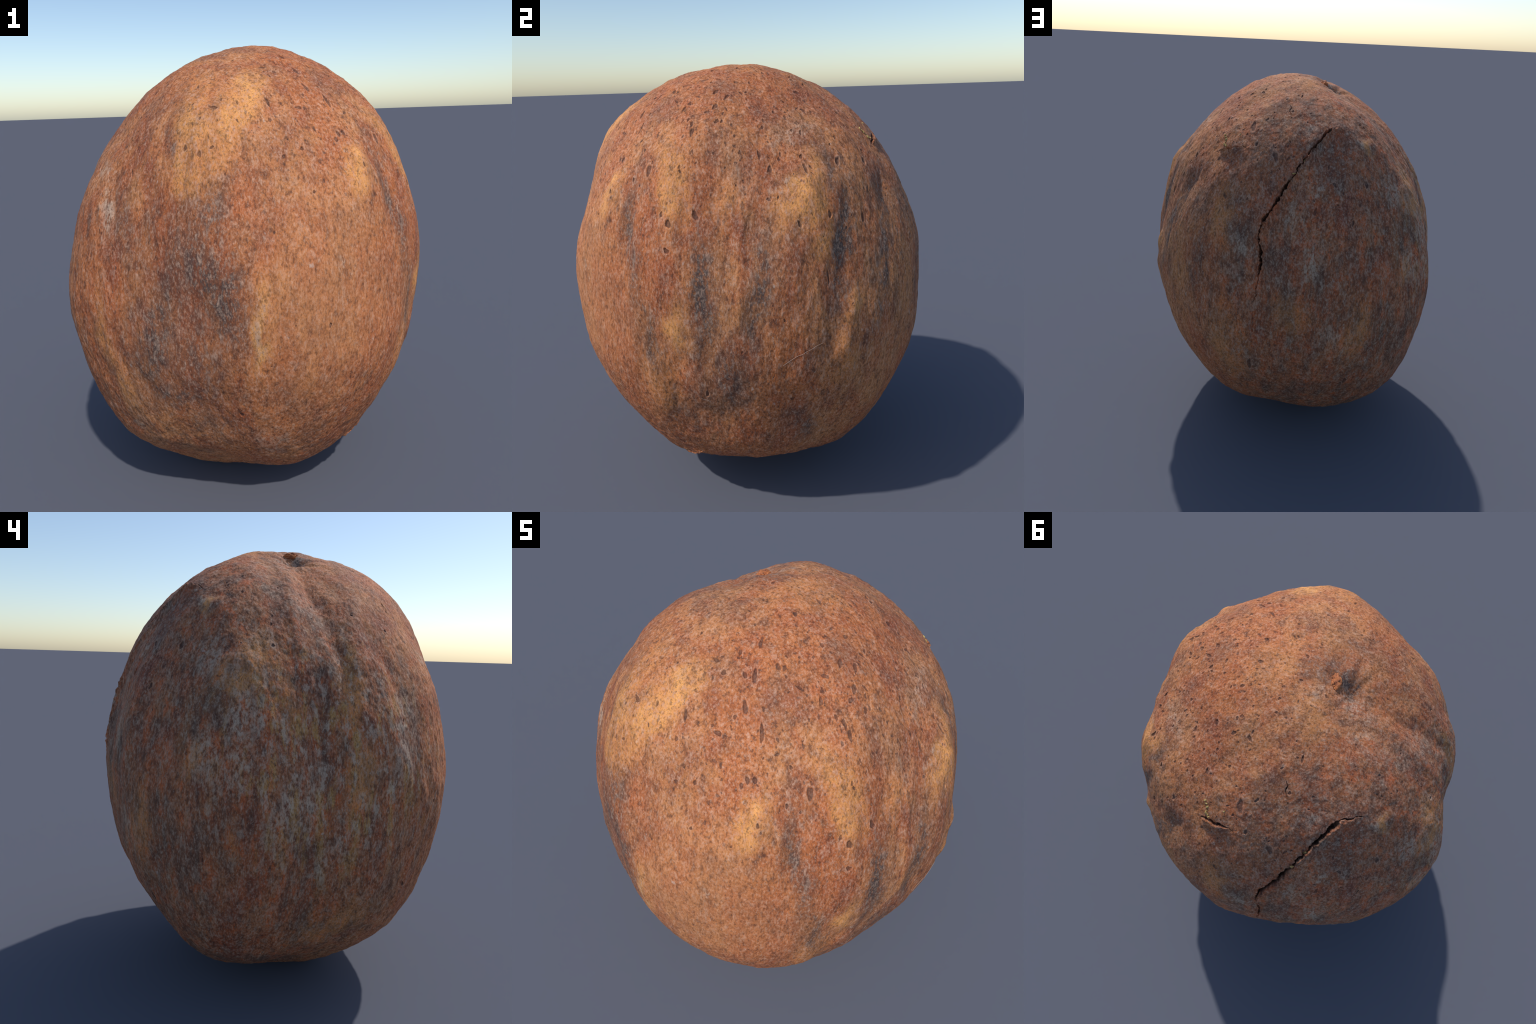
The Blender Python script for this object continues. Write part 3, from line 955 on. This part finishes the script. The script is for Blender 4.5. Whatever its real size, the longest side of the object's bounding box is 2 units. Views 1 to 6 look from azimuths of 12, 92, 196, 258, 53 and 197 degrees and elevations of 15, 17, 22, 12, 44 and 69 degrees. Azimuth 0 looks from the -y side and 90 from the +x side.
def region(name, faces, mats, slot=None):
    """One region of the shell as an object of its own, shaded with the whole shell's normals."""
    keep = np.repeat(faces, TOTALS)
    used, loops = np.unique(LOOPS[keep], return_inverse=True)
    me = new_mesh(name, P[used], loops, TOTALS[faces])
    for m in mats:
        me.materials.append(m)
    if slot is not None:
        me.polygons.foreach_set("material_index", slot[faces].astype(np.int32))
    me.normals_split_custom_set_from_vertices(NORMALS[used])
    ob = bpy.data.objects.new(name, me)
    bpy.context.scene.collection.objects.link(ob)
    ob.parent = nut
    return ob


def link_part(ob, parent):
    bpy.context.scene.collection.objects.link(ob)
    ob.parent = parent
    return ob


pit_face = face_mean(PITTED) > .5
rim_face = (face_mean(RIMMED) > .55) & ~pit_face
lining_face = face_mean(LINING) > .6
scar_face = (face_mean(SCAR_R) < 1.25) & ~lining_face
scar_face &= np.add.reduceat(P[LOOPS, 2], STARTS) / TOTALS > 1.5
region("shell", ~lining_face & ~scar_face, [skin, pit_skin, rim_skin], np.where(pit_face, 1, np.where(rim_face, 2, 0)))
region("crack", lining_face, [lining_mat])
region("stalk_scar", scar_face, [skin])


def loft_mesh(name, grid, thickness, mat):
    """A sheet given as rows of points, turned into a closed body of the given thickness."""
    rows, cols = len(grid), len(grid[0])
    bm = bmesh.new()
    v = [[bm.verts.new(p) for p in row] for row in grid]
    for i in range(rows - 1):
        for j in range(cols - 1):
            bm.faces.new((v[i][j], v[i][j + 1], v[i + 1][j + 1], v[i + 1][j]))
    bmesh.ops.recalc_face_normals(bm, faces=bm.faces[:])
    bmesh.ops.solidify(bm, geom=bm.faces[:], thickness=thickness)
    bmesh.ops.recalc_face_normals(bm, faces=bm.faces[:])
    me = bpy.data.meshes.new(name)
    bm.to_mesh(me)
    bm.free()
    for poly in me.polygons:
        poly.use_smooth = True
    me.materials.append(mat)
    return bpy.data.objects.new(name, me)




def shell_point(az, lat, out=0.0):
    """Where the finished shell lies in a direction."""
    d = unit(az, lat)
    q = P - CENTRE
    k = np.argmax(q @ d / np.linalg.norm(q, axis=1))
    return P[k] + d * out


# the torn end of the stalk: a curled woody flap leaning over the hollow
stub_mat = plain_material("stalk_wood", (.56, .190, .060), (.26, .080, .034), 45)  # orange brightened because the stub rendered dark when backlit


def craggy_lobes(name, lobes, mat, rough):
    """Overlapping torn, lumpy lobes: centre, three radii and a turn for each."""
    bm = bmesh.new()
    for k, (at, radii, turn) in enumerate(lobes):
        made = bmesh.ops.create_icosphere(bm, subdivisions=5, radius=1)["verts"]
        c = np.array([v.co[:] for v in made])
        n = 1 + rough * gradient_noise(c * 1.7 + k, 60 + k) + rough * .6 * gradient_noise(c * (5, 2.5, 4), 70 + k)
        q = c * n[:, None] * radii
        x = q[:, 0] * math.cos(turn) - q[:, 1] * math.sin(turn)
        y = q[:, 0] * math.sin(turn) + q[:, 1] * math.cos(turn)
        for v, a, b, z in zip(made, x, y, q[:, 2]):
            v.co = at + np.array((a, b, z))
    me = bpy.data.meshes.new(name)
    bm.to_mesh(me)
    bm.free()
    for poly in me.polygons:
        poly.use_smooth = True
    me.materials.append(mat)
    return bpy.data.objects.new(name, me)


stub_at = shell_point(201, 84.0, -.003)
link_part(craggy_lobes("stalk_stub", [
    (stub_at + (-.006, -.004, .004), (.017, .032, .012), .35),
    (stub_at + (-.014, .010, -.003), (.014, .028, .012), -.25),
    (stub_at + (.010, .006, -.002), (.014, .022, .010), .9)], stub_mat, .38), nut)

# yellow crumbs caught in the split and beside the tear
crumb_mat = plain_material("crumb", (.56, .42, .15), (.36, .22, .07), 90)


def crumb(az, lat, size, squash, out):
    bm = bmesh.new()
    bmesh.ops.create_icosphere(bm, subdivisions=3, radius=1)
    n, e, u = tangent_frame(az, lat)
    at = shell_point(az, lat, out)
    turn = RNG.uniform(0, math.pi)
    for v in bm.verts:
        c = np.array(v.co)
        k = size * (1 + .3 * math.sin(3 * c[0] + 2 * c[1] + turn) + .18 * math.sin(6 * c[2] + turn * 5))
        x, y, z = c[0] * k * squash, c[1] * k, c[2] * k * .6
        x, y = x * math.cos(turn) - y * math.sin(turn), x * math.sin(turn) + y * math.cos(turn)
        v.co = at + e * x + u * y + n * z
    me = bpy.data.meshes.new("crumb")
    bm.to_mesh(me)
    bm.free()
    for poly in me.polygons:
        poly.use_smooth = True
    me.materials.append(crumb_mat)
    link_part(bpy.data.objects.new("crumb", me), nut)


for az, lat, size, squash in ((62.0, 51.8, .005, .8), (63.0, 51.3, .0045, .9), (63.8, 50.6, .006, 1.3), (64.4, 49.6, .004, .7),
                              (64.6, 48.9, .007, .7), (65.6, 48.7, .0045, 1.2), (66.4, 48.2, .005, .8), (71.5, 53.0, .004, .8)):
    crumb(az, lat, size, squash, .001)
for az, lat, size, squash, out in ((106.9, 47.7, .013, .55, .010), (102.3, 42.7, .007, .6, .012)):
    crumb(az, lat, size, squash, out)

# stray pale fibres stuck to the sunny side
fibre_mat = plain_material("fibre", (.46, .36, .30), (.36, .26, .21), 60)


def fibre(path, sag):
    cu = bpy.data.curves.new("fibre", 'CURVE')
    cu.dimensions = '3D'
    cu.bevel_depth = .0006
    cu.bevel_resolution = 2
    sp = cu.splines.new('POLY')
    steps = 14
    sp.points.add(steps)
    (a0, l0), (a1, l1) = path
    for i in range(steps + 1):
        t = i / steps
        wob = sag * math.sin(math.pi * t) + .12 * math.sin(9 * t)
        p = shell_point(a0 + (a1 - a0) * t, l0 + (l1 - l0) * t + wob, .0014)
        sp.points[i].co = (*p, 1)
    cu.materials.append(fibre_mat)
    tmp = bpy.data.objects.new("fibre", cu)
    bpy.context.scene.collection.objects.link(tmp)
    me = bpy.data.meshes.new_from_object(tmp.evaluated_get(bpy.context.evaluated_depsgraph_get()))
    bpy.data.objects.remove(tmp)
    me.name = "fibre"
    link_part(bpy.data.objects.new("fibre", me), nut)


for path, sag in FIBRES:
    fibre(path, sag)
